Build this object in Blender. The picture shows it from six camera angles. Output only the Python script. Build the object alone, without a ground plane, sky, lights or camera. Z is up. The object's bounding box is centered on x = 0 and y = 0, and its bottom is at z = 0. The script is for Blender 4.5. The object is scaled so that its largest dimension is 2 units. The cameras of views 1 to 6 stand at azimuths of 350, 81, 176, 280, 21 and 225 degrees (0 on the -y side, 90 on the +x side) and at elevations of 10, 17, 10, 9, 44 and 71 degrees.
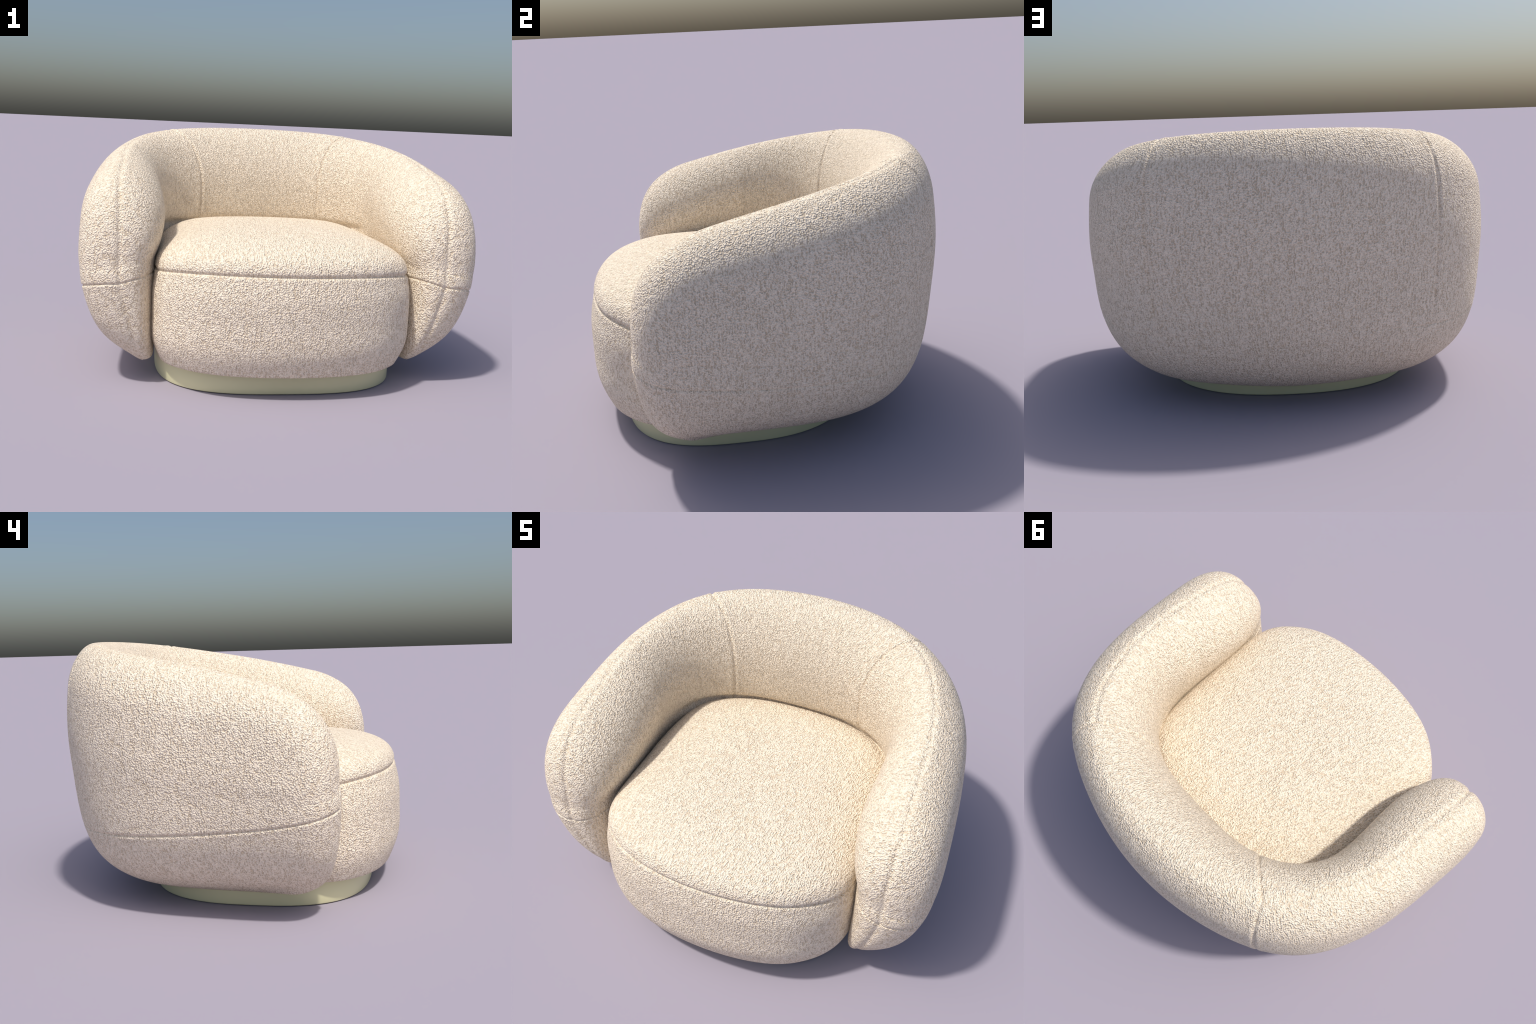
"""Boucle tub armchair: a wrap-around back with two arms, a domed seat cushion on a
rounded drum, and a low round plinth.  All surfaces are lofted from plan curves and
vertical profiles; seams are grooves pressed into the dense upholstery mesh."""
import bpy, bmesh, math
import numpy as np
from mathutils import Vector, kdtree

# ----------------------------------------------------------------------------- sizes
# Plan curves run from the middle of the back (s=0) to the front end of an arm (s=1);
# O = outermost outline, B = rim at the underside, M = ridge of the roll (its seam),
# I = inside wall.  zt/zb/zs = heights of ridge, underside and waist seam along s.
# fB/fA = outline as a share between B and O at rising heights (back / arm).
WRAP = dict(
    O=[[0.0, 0.845], [0.384, 0.787], [0.727, 0.606], [0.931, 0.261], [0.99, -0.165], [0.992, -0.483], [0.929, -0.701]],
    B=[[0.0, 0.436], [0.25, 0.409], [0.49, 0.345], [0.617, 0.152], [0.653, -0.164], [0.687, -0.409], [0.727, -0.62]],
    M=[[0.0, 0.691], [0.375, 0.632], [0.655, 0.416], [0.776, 0.058], [0.795, -0.228], [0.805, -0.462], [0.796, -0.679]],
    I=[[0.0, 0.468], [0.27, 0.447], [0.486, 0.343], [0.613, 0.126], [0.624, -0.167], [0.626, -0.42], [0.62, -0.706]],
    zt=[1.239, 1.229, 1.19, 1.125, 1.06, 1.014, 1.024],
    zb=[0.056, 0.073, 0.08, 0.095],
    zs=[0.401, 0.372, 0.429, 0.511],
    fB=[0.314, 0.639, 0.855, 0.945, 0.989, 0.881],
    fA=[0.19, 0.675, 0.955, 0.984, 1.0, 0.884],
    zk=[0.108, 0.426],
    ra=[0.201],
    rz=[0.38],
    pw=[2.21, 2.141],
    rho0=[0.495, 0.187],
    bul=[0.206, 0.085, 0.073, 0.068],
    mb=[0.545],
    hi=[0.061],
    lB=[0.17, 0.12, 0.0],
    lA=[0.2, 0.33, 0.36],
    rot=[0.028, 0.009],
)
SEAT = dict(
    C=[[0.0, -0.838], [0.345, -0.792], [0.54, -0.679], [0.64, -0.495], [0.643, -0.109], [0.60, 0.305], [0.345, 0.515], [0.0, 0.565]],
    zs=[0.593, 0.559],
    H=[0.213],
    p=[2.604],
    crown=[0.0, 0.0],
    bp=[0.96, 0.998, 1.006, 0.996, 0.938],
    zb=[0.116, 0.12],
    rot=[0.028, 0.012],
)

# --------------------------------------------------------------------------- curves
def spline(xk, yk, x):
    """natural cubic spline through knots"""
    xk = np.asarray(xk, float); yk = np.asarray(yk, float); n = len(xk)
    h = np.diff(xk); A = np.eye(n); b = np.zeros_like(yk)
    for i in range(1, n - 1):
        A[i, i-1] = h[i-1]; A[i, i] = 2*(h[i-1] + h[i]); A[i, i+1] = h[i]
        b[i] = 6*((yk[i+1]-yk[i])/h[i] - (yk[i]-yk[i-1])/h[i-1])
    M = np.linalg.solve(A, b)
    k = np.clip(np.searchsorted(xk, x) - 1, 0, n-2); d = x - xk[k]; e = xk[k+1] - x; hk = h[k]
    if yk.ndim > 1:
        d = d[..., None]; e = e[..., None]; hk = hk[..., None]
    return M[k]*e**3/(6*hk) + M[k+1]*d**3/(6*hk) + (yk[k]/hk - M[k]*hk/6)*e + (yk[k+1]/hk - M[k+1]*hk/6)*d

def plan(ctrl, s):
    c = np.asarray(ctrl); k = np.linspace(0, 1, len(c))
    return spline(np.concatenate([-k[:0:-1], k]), np.concatenate([c[:0:-1]*[-1, 1], c]), s)

def even(v, s):
    v = np.asarray(v); k = np.linspace(0, 1, len(v))
    return spline(np.concatenate([-k[:0:-1], k]), np.concatenate([v[:0:-1], v]), s)

def closed(ctrl, t):
    c = np.asarray(ctrl); m = c[-2:0:-1]*[-1, 1]; full = np.concatenate([c, m]); n = len(full)
    k = np.arange(-3, n + 4)
    return spline(k/n, full[k % n], t)

def place(P, p):
    """the upholstery sits turned a little on its plinth"""
    e, c = P['rot']; x, y = p[..., 0], p[..., 1]
    return np.stack([x*math.cos(e) + y*math.sin(e) + c, y*math.cos(e) - x*math.sin(e), p[..., 2]], -1)

def lines(stops, seams, coarse, fine, reach):
    """grid-line positions from stops[0] to stops[1], crowded around the given seams"""
    x = stops[0]; out = [x]
    marks = sorted(list(seams) + [stops[1]])
    while x < stops[1] - 1e-9:
        d = min([abs(x - s) for s in seams] or [9])
        step = fine + (coarse - fine)*min(1, max(0, d - reach*.35)/reach)
        nxt = x + step
        for m in marks:
            if x < m - 1e-9 and nxt > m - .45*step:
                nxt = m
        x = nxt; out.append(x)
    return np.array(out)

# ------------------------------------------------------------------ wrap (back + arms)
SEAM_S = .255            # side seam between back panel and arm
Q_HSEAM = .42            # waist seam
def wrap_grid(P):
    ra, rz = P['ra'][0], P['rz'][0]
    ic = 1 - ra*1.4
    I1 = lines((0, ic), [SEAM_S], .0085, .0013, .03)
    k = np.linspace(0, 1, 66)[1:]
    I_ = np.concatenate([I1, ic + (1-ic)*np.sin(k*np.pi/2)])
    jh = Q_HSEAM/.75
    J1 = lines((0, 1), [jh], .019, .0026, .05)
    k = np.linspace(0, 1, 76)[1:]
    J_ = np.concatenate([J1, 1 + np.sin(k*np.pi/2)])
    I, J = np.meshgrid(I_, J_, indexing='ij')
    u = np.clip((I-ic)/(1-ic), 0, 1); v = np.clip(J-1, 0, 1)
    U = u*np.sqrt(1-v*v/2); V = v*np.sqrt(1-u*u/2)
    s0 = np.where(I > ic, ic + (1-ic)*U, I)
    rho = np.sqrt(U*U + V*V)
    def roll(k):                                   # how the panel rounds over to its seam
        r0, p = P['rho0'][k], P['pw'][k]
        if k: r0 = r0*np.clip(s0/.6, .2, 1)
        x = np.clip((rho-r0)/(1-r0), 0, 1)
        return np.clip(1 - x**p, 0, 1)**(1/p)
    q = np.where(J <= 1, np.clip(J, 0, 1)*.75, .75 + .25*V)
    def sheet(outer):
        R = roll(0 if outer else 1)
        s = s0 + (.022 if outer else -.014)*R*np.exp(-((s0-SEAM_S)/.11)**2)*np.clip(s0/.1, 0, 1)
        zt, zb, zs = even(P['zt'], s), even(P['zb'], s), even(P['zs'], s)
        zc = zt - rz
        qk = np.array([0, .12, .26, .42, .58, .75, 1.0])
        e = np.clip(s, 0, 1); e = e*e*(3-2*e)
        f = spline(qk, np.r_[0, P['fB']], q)*(1-e) + spline(qk, np.r_[0, P['fA']], q)*e
        Z = np.stack([zb, zb+(zs-zb)*P['zk'][0], zb+(zs-zb)*P['zk'][1], zs, zs+(zc-zs)*.5, zc], -1)
        z = (Z*spline(qk[:6], np.eye(6), np.minimum(q, .75))).sum(-1)
        z = np.where(J > 1, zc + rz*V, z)
        Op, Bp, Mp, Ip = (plan(P[n], s) for n in 'OBMI')
        out = Bp + (Op-Bp)*f[..., None]
        zr = np.clip((z-.55)/(zt-.55), 0, 1)
        lk = np.array([0, .3, .65, 1.])
        lean = spline(lk, np.r_[0, P['lB']], zr)*(1-e) + spline(lk, np.r_[0, P['lA']], zr)*e
        inn = Ip + (Ip-Mp)*lean[..., None]
        kk = np.clip((zs+.03-z)/(zs+.03-zb), 0, 1)**1.3
        seam = Mp + (Ip + (Bp-Ip)*P['mb'][0] - Mp)*kk[..., None]
        if not outer:
            k2 = 1 - np.sqrt(1 - np.clip((zb+.03-z)/.03, 0, 1)**2)
            out = inn + (out-inn)*k2[..., None]
        pos = seam + (out-seam)*R[..., None]
        b = spline(np.array([0, .26, .6, 1.]), P['bul'], q)*np.clip((s-.6)/.4, 0, 1)**2
        if not outer:                              # the waist seam climbs on the inside of the arm
            z = z + P['hi'][0]*R*spline(np.array([0, .26, .42, .58, .75, 1.]), np.array([0, .4, 1, .88, .55, 0]), q)
        g = np.concatenate([pos, z[..., None]], -1); g[..., 1] += b
        return g
    return sheet(True), sheet(False), I_, J_

def press(verts, normals, samples, depth, sigma, puff, pw, reach=.06):
    """push a groove along a seam (list of points with strengths) and swell its lips"""
    kd = kdtree.KDTree(len(samples))
    for i, (p, w) in enumerate(samples): kd.insert(Vector(p), i)
    kd.balance()
    ws = [w for _, w in samples]
    off = np.zeros(len(verts))
    for i, p in enumerate(verts):
        co, k, d = kd.find(p)
        if d < reach:
            off[i] = ws[k]*(-depth*math.exp(-(d/sigma)**2) + puff*math.exp(-((d-pw)/(.6*pw))**2))
    return verts + normals*off[:, None]

def dense(pts, w, step=.002):
    """resample a polyline of points (with strengths) evenly"""
    pts = np.asarray(pts); w = np.asarray(w, float)
    L = np.r_[0, np.cumsum(np.linalg.norm(np.diff(pts, axis=0), axis=1))]
    t = np.linspace(0, L[-1], max(2, int(L[-1]/step)))
    return [(tuple(np.array([np.interp(a, L, pts[:, c]) for c in range(3)])), float(np.interp(a, L, w))) for a in t]

def mesh_from(verts, faces, tags):
    """weld, orient; returns arrays (verts, faces as list, tags, normals)"""
    bm = bmesh.new()
    vs = [bm.verts.new(p) for p in verts]
    lay = bm.faces.layers.int.new('tag')
    for f, t in zip(faces, tags):
        try:
            bf = bm.faces.new([vs[i] for i in f]); bf[lay] = t
        except ValueError:
            pass
    bmesh.ops.remove_doubles(bm, verts=bm.verts, dist=2e-5)
    bmesh.ops.dissolve_degenerate(bm, dist=1e-6, edges=bm.edges)
    bmesh.ops.recalc_face_normals(bm, faces=bm.faces)
    bm.verts.ensure_lookup_table(); bm.normal_update()
    V = np.array([v.co[:] for v in bm.verts]); N = np.array([v.normal[:] for v in bm.verts])
    F = [[v.index for v in f.verts] for f in bm.faces]; T = [f[lay] for f in bm.faces]
    bm.free()
    return V, F, T, N

def vertex_normals(V, F):
    me = bpy.data.meshes.new('tmp'); me.from_pydata(V.tolist(), [], F); me.update()
    N = np.empty(len(V)*3); me.vertex_normals.foreach_get('vector', N)
    bpy.data.meshes.remove(me)
    return N.reshape(-1, 3)

def part(name, V, F, N, mat, parent):
    """object from a subset of the faces, shaded with the whole body's normals"""
    used = sorted({i for f in F for i in f}); idx = {o: n for n, o in enumerate(used)}
    me = bpy.data.meshes.new(name)
    me.from_pydata(V[used].tolist(), [], [[idx[i] for i in f] for f in F]); me.update()
    me.polygons.foreach_set('use_smooth', [True]*len(me.polygons))
    me.normals_split_custom_set_from_vertices([tuple(n) for n in N[used]])
    me.materials.append(mat)
    ob = bpy.data.objects.new(name, me); bpy.context.scene.collection.objects.link(ob)
    ob.parent = parent
    return ob

# ----------------------------------------------------------------------- materials
class Tree:
    def __init__(self, name):
        self.mat = bpy.data.materials.new(name); self.mat.use_nodes = True
        self.nt = self.mat.node_tree; self.nt.nodes.clear()
    def n(self, kind, **kw):
        nd = self.nt.nodes.new(kind)
        for k, v in kw.items():
            if k.startswith('_'): setattr(nd, k[1:], v)
        return nd
    def set(self, sock, v):
        if hasattr(v, 'is_linked') or isinstance(v, bpy.types.NodeSocket): self.nt.links.new(v, sock)
        else: sock.default_value = v
    def math(self, op, a, b=0.0, c=None):
        nd = self.n('ShaderNodeMath', _operation=op); self.set(nd.inputs[0], a); self.set(nd.inputs[1], b)
        if c is not None: self.set(nd.inputs[2], c)
        return nd.outputs[0]
    def xyz(self, x, y, z):
        nd = self.n('ShaderNodeCombineXYZ')
        for s, v in zip(nd.inputs, (x, y, z)): self.set(s, v)
        return nd.outputs[0]

def boucle(name, wrapped):
    """knotted cream boucle: small knots in chains that run up the walls and over the rolls"""
    t = Tree(name)
    tc = t.n('ShaderNodeTexCoord'); sp = t.n('ShaderNodeSeparateXYZ')
    t.nt.links.new(tc.outputs['Object'], sp.inputs[0]); x, y, z = sp.outputs
    if wrapped:        # coordinates that follow the tub: along it, across it, up
        yp = t.math('MAXIMUM', y, 0.0); yn = t.math('MINIMUM', y, 0.0)
        ax = t.math('ABSOLUTE', x)
        ang = t.math('ARCTAN2', yp, ax)
        a = t.math('ADD', t.math('MULTIPLY', ang, .80), yn)
        side = t.math('MULTIPLY', t.math('SIGN', x), 3.0)
        r = t.math('ADD', t.math('SQRT', t.math('ADD', t.math('MULTIPLY', yp, yp), t.math('MULTIPLY', ax, ax))), side)
        along, across, up = a, r, z
    else:              # seat: chains run front to back (a little askew), then down the front
        along = t.math('SUBTRACT', t.math('MULTIPLY', x, .97), t.math('MULTIPLY', y, .22))
        across, up = t.math('ADD', t.math('MULTIPLY', y, .97), t.math('MULTIPLY', x, .22)), z
    co = t.xyz(along, across, up)
    # wobble so the chains are not ruled
    wob = t.n('ShaderNodeTexNoise'); t.set(wob.inputs['Vector'], co); wob.inputs['Scale'].default_value = 70; wob.inputs['Detail'].default_value = 1
    mx = t.n('ShaderNodeVectorMath', _operation='MULTIPLY_ADD')
    t.nt.links.new(wob.outputs['Color'], mx.inputs[0]); mx.inputs[1].default_value = (WOB, WOB, WOB); t.nt.links.new(co, mx.inputs[2])
    cw = mx.outputs[0]
    def scaled(sa, sb):
        m = t.n('ShaderNodeVectorMath', _operation='MULTIPLY'); t.nt.links.new(cw, m.inputs[0]); m.inputs[1].default_value = (sa, sb, sb); return m.outputs[0]
    def smooth(v, lo, hi):
        m = t.n('ShaderNodeMapRange', _interpolation_type='SMOOTHSTEP'); t.set(m.inputs[0], v)
        m.inputs[1].default_value = lo; m.inputs[2].default_value = hi; return m.outputs[0]
    # knots: small rounded loops crowded together, with pits between them
    f1 = t.n('ShaderNodeTexVoronoi', _feature='SMOOTH_F1'); f1.inputs['Smoothness'].default_value = .3
    t.set(f1.inputs['Vector'], scaled(KNOT, KNOT*.85)); f1.inputs['Scale'].default_value = 1.0
    knot = smooth(f1.outputs['Distance'], .78, .10)
    pit = t.n('ShaderNodeTexNoise'); t.set(pit.inputs['Vector'], scaled(PITS, PITS*.72)); pit.inputs['Scale'].default_value = 1.0; pit.inputs['Detail'].default_value = .6
    loop = smooth(pit.outputs['Fac'], .26, .70)
    # chains of loops along the nap
    st = t.n('ShaderNodeTexNoise'); t.set(st.inputs['Vector'], scaled(170, 34)); st.inputs['Scale'].default_value = 1.0; st.inputs['Detail'].default_value = 0
    chain = smooth(st.outputs['Fac'], .26, .68)
    h = t.math('ADD', t.math('MULTIPLY', knot, HK[0]), t.math('ADD', t.math('MULTIPLY', loop, HK[1]), t.math('MULTIPLY', chain, HK[2])))
    hc = h
    ramp = t.n('ShaderNodeValToRGB'); t.nt.links.new(hc, ramp.inputs[0])
    cr = ramp.color_ramp; cr.elements[0].position = RAMP[0]; cr.elements[0].color = DARK + (1,)
    cr.elements[1].position = RAMP[2]; cr.elements[1].color = LIGHT + (1,)
    e = cr.elements.new(RAMP[1]); e.color = MID + (1,)
    bump = t.n('ShaderNodeBump'); bump.inputs['Strength'].default_value = BUMP; bump.inputs['Distance'].default_value = .0075
    t.nt.links.new(h, bump.inputs['Height'])
    bs = t.n('ShaderNodeBsdfPrincipled')
    t.nt.links.new(ramp.outputs[0], bs.inputs['Base Color']); t.nt.links.new(bump.outputs[0], bs.inputs['Normal'])
    bs.inputs['Roughness'].default_value = .85; bs.inputs['Specular IOR Level'].default_value = .25
    bs.inputs['Sheen Weight'].default_value = .0
    o = t.n('ShaderNodeOutputMaterial'); t.nt.links.new(bs.outputs[0], o.inputs[0])
    return t.mat

def lacquer(name):
    t = Tree(name)
    tc = t.n('ShaderNodeTexCoord'); nz = t.n('ShaderNodeTexNoise'); t.nt.links.new(tc.outputs['Object'], nz.inputs['Vector'])
    nz.inputs['Scale'].default_value = 6; nz.inputs['Detail'].default_value = 3
    ramp = t.n('ShaderNodeValToRGB'); t.nt.links.new(nz.outputs['Fac'], ramp.inputs[0])
    ramp.color_ramp.elements[0].color = tuple(c*.96 for c in PLINTH) + (1,); ramp.color_ramp.elements[1].color = PLINTH + (1,)
    bs = t.n('ShaderNodeBsdfPrincipled'); t.nt.links.new(ramp.outputs[0], bs.inputs['Base Color'])
    bs.inputs['Roughness'].default_value = .38; bs.inputs['Specular IOR Level'].default_value = .5
    o = t.n('ShaderNodeOutputMaterial'); t.nt.links.new(bs.outputs[0], o.inputs[0])
    return t.mat

KNOT = 162; PITS = 164; WOB = .006; BUMP = 1.0
HK = (.48, .27, .27)
RAMP = (.18, .46, .80)
DARK = (.67, .55, .40); MID = (.92, .795, .63); LIGHT = (.99, .875, .71)  # DARK and MID bake occlusion shade between the knots into the fabric colour
PLINTH = (.78, .75, .46)

# ----------------------------------------------------------------------------- build
for ob in list(bpy.data.objects): bpy.data.objects.remove(ob, do_unlink=True)
fabric_wrap = boucle('boucle_tub', True); fabric_seat = boucle('boucle_seat', False); paint = lacquer('plinth_lacquer')

chair = bpy.data.objects.new('armchair', None); bpy.context.scene.collection.objects.link(chair)
chair['label'] = 'cream boucle tub armchair with rounded wraparound back on a pale round plinth'
chair['category'] = 'armchair'

# wrap -----------------------------------------------------------------------------
out, inn, I_, J_ = wrap_grid(WRAP)
ni, nj = out.shape[:2]
js = int(np.argmin(abs(J_*.75 - Q_HSEAM))); is_ = int(np.argmin(abs(I_ - SEAM_S)))
verts = []; faces = []; tags = []
BACK, ARM_A, ARM_B, LOW = 0, 1, 2, 3
for side in (1, -1):
    for g in (out, inn):
        base = len(verts); verts += place(WRAP, g.reshape(-1, 3)*[side, 1, 1]).tolist()
        for i in range(ni-1):
            for j in range(nj-1):
                a = base + i*nj + j
                faces.append((a, a+nj, a+nj+1, a+1))
                tags.append(LOW if j < js else BACK if i < is_ else ARM_A if side > 0 else ARM_B)
V, F, T, N = mesh_from(verts, faces, tags)
hs, ridge, sides, crease = [], [], [], []     # crease: where the cushion tucks into the back
for side in (1, -1):
    m = lambda p: place(WRAP, np.asarray(p)*[side, 1, 1])
    w = np.clip((I_-.10)/.35, .12, 1)
    w = w*(1.2 if side < 0 else .85)
    hs += dense(m(out[:, js]), w) + dense(m(inn[int(ni*.55):, js]), np.ones(ni-int(ni*.55)))
    top = np.concatenate([out[is_:, -1], out[-1, ::-1]]); wt = np.ones(len(top))
    wt[-int(js):] *= np.linspace(1, .1, int(js))
    ridge += dense(m(top), wt)
    low = [i for i in range(ni) if I_[i] < .5]
    at = [[np.interp(.685, inn[i, :, 2], inn[i, :, c]) for c in (0, 1, 2)] for i in low]
    crease += dense(m(at), np.clip((.5-I_[low])/.12, 0, 1))
    wz = np.clip((out[is_, js:, 2]-.30)/.25, .35, 1)
    sides += [(p, k*(1. if side < 0 else 1.0)) for p, k in dense(m(out[is_, js:]), wz) + dense(m(inn[is_, js:]), np.ones(nj-js))]
V = press(V, N, hs, .0055, .0047, .0008, .016)
V = press(V, N, ridge, .0056, .0095, .0010, .028)
V = press(V, N, sides, .0065, .0065, .0016, .020)
V = press(V, N, crease, .022, .018, .0, .03)
N = vertex_normals(V, F)
for tag, name in ((BACK, 'backrest'), (ARM_A, 'armrest'), (ARM_B, 'armrest'), (LOW, 'lower_panel')):
    part(name, V, [f for f, t in zip(F, T) if t == tag], N, fabric_wrap, chair)

# seat -----------------------------------------------------------------------------
def seat_grid(P, nt=420):
    t = np.linspace(0, 1, nt, endpoint=False); C = closed(P['C'], t); cen = np.array([0, -.2])
    fr = np.clip((-C[:, 1]-.45)/.4, 0, 1); fr = fr*fr*(3-2*fr)
    zs = P['zs'][1] + (P['zs'][0]-P['zs'][1])*fr
    a = np.linspace(0, 1, 70)**1.3*np.pi/2; rho = np.cos(a); p = (P['p'][0] + .5*np.clip((C[:, 1]-.1)/.3, 0, 1)**2)[:, None]; hh = (1-rho[None, :]**p)**(1/p)
    k0 = P['bp'][0]
    wide = .017*(1-fr)*np.clip((.25-C[:, 1])/.3, 0, 1)                                  # the cushion is plumper where the arms hold it
    xy = cen + (C-cen)[:, None]*((k0 + wide)[:, None]*rho[None, :])[..., None]
    z = zs[:, None] + (P['H'][0]+.54-zs[:, None])*hh + P['crown'][0]*(1-rho**2)
    top = np.concatenate([xy, z[..., None]], -1)
    q = np.linspace(0, 1, 66)**1.35; bp = spline(np.array([0, .22, .5, .78, 1.]), P['bp'], q)
    zz = zs[:, None] + (P['zb'][0]-zs[:, None])*q
    k = np.linspace(0, 1, 9)[1:]                       # rolled lower lip, then under to the plinth
    bp = np.r_[bp, P['bp'][-1] - .07*k**1.0]; zz = np.concatenate([zz, zz[:, -1:] - .008*np.sin(k*np.pi/2)], 1)
    qq = np.r_[q, np.ones(8)]
    bp = bp[None, :] + wide[:, None]*np.clip(1-qq/.3, 0, 1)[None, :]
    base = np.concatenate([cen + (C-cen)[:, None]*bp[..., None], zz[..., None]], -1)
    return top, base
top, base = seat_grid(SEAT)
verts = []; faces = []; tags = []
for tag, g in ((0, top), (1, base)):
    b0 = len(verts); verts += place(SEAT, g.reshape(-1, 3)).tolist(); nt, nr = g.shape[:2]
    for i in range(nt):
        for j in range(nr-1):
            a = b0 + i*nr + j; c = b0 + ((i+1) % nt)*nr + j
            faces.append((a, c, c+1, a+1)); tags.append(tag)
V, F, T, N = mesh_from(verts, faces, tags)
loop = place(SEAT, top[:, 0]); loop = np.concatenate([loop, loop[:1]])
V = press(V, N, dense(loop, np.ones(len(loop))), .0075, .0060, .0012, .020)
N = vertex_normals(V, F)
for tag, name in ((0, 'seat_cushion'), (1, 'seat_base')):
    part(name, V, [f for f, t in zip(F, T) if t == tag], N, fabric_seat, chair)

# plinth ---------------------------------------------------------------------------
def plinth():
    t = np.linspace(0, 2*np.pi, 200, endpoint=False); c, s = np.cos(t), np.sin(t)
    n = np.where(s < 0, 3.0, 2.35)
    rr = (abs(c)**n + abs(s)**n)**(-1/n)
    P = np.stack([.617*rr*c, -.135 + .565*rr*s], -1); cen = np.array([0, -.135])
    prof = [(0, .0), (.96, .0), (.99, .0), (.9965, .0015), (1.0, .006), (1.0, .05), (1.0, .13), (.996, .138), (.98, .14), (0, .14)]
    verts = []; faces = []
    for k, z in prof: verts += [(p[0], p[1], z) for p in cen + (P-cen)*k]
    m = len(t)
    for r in range(len(prof)-1):
        for i in range(m):
            j = (i+1) % m; faces.append((r*m+i, r*m+j, (r+1)*m+j, (r+1)*m+i))
    V = place(WRAP, np.array(verts) - [0, 0, 0])
    V, F, T, N = mesh_from(V.tolist(), faces, [0]*len(faces))
    part('plinth', V, F, vertex_normals(V, F), paint, chair)
plinth()
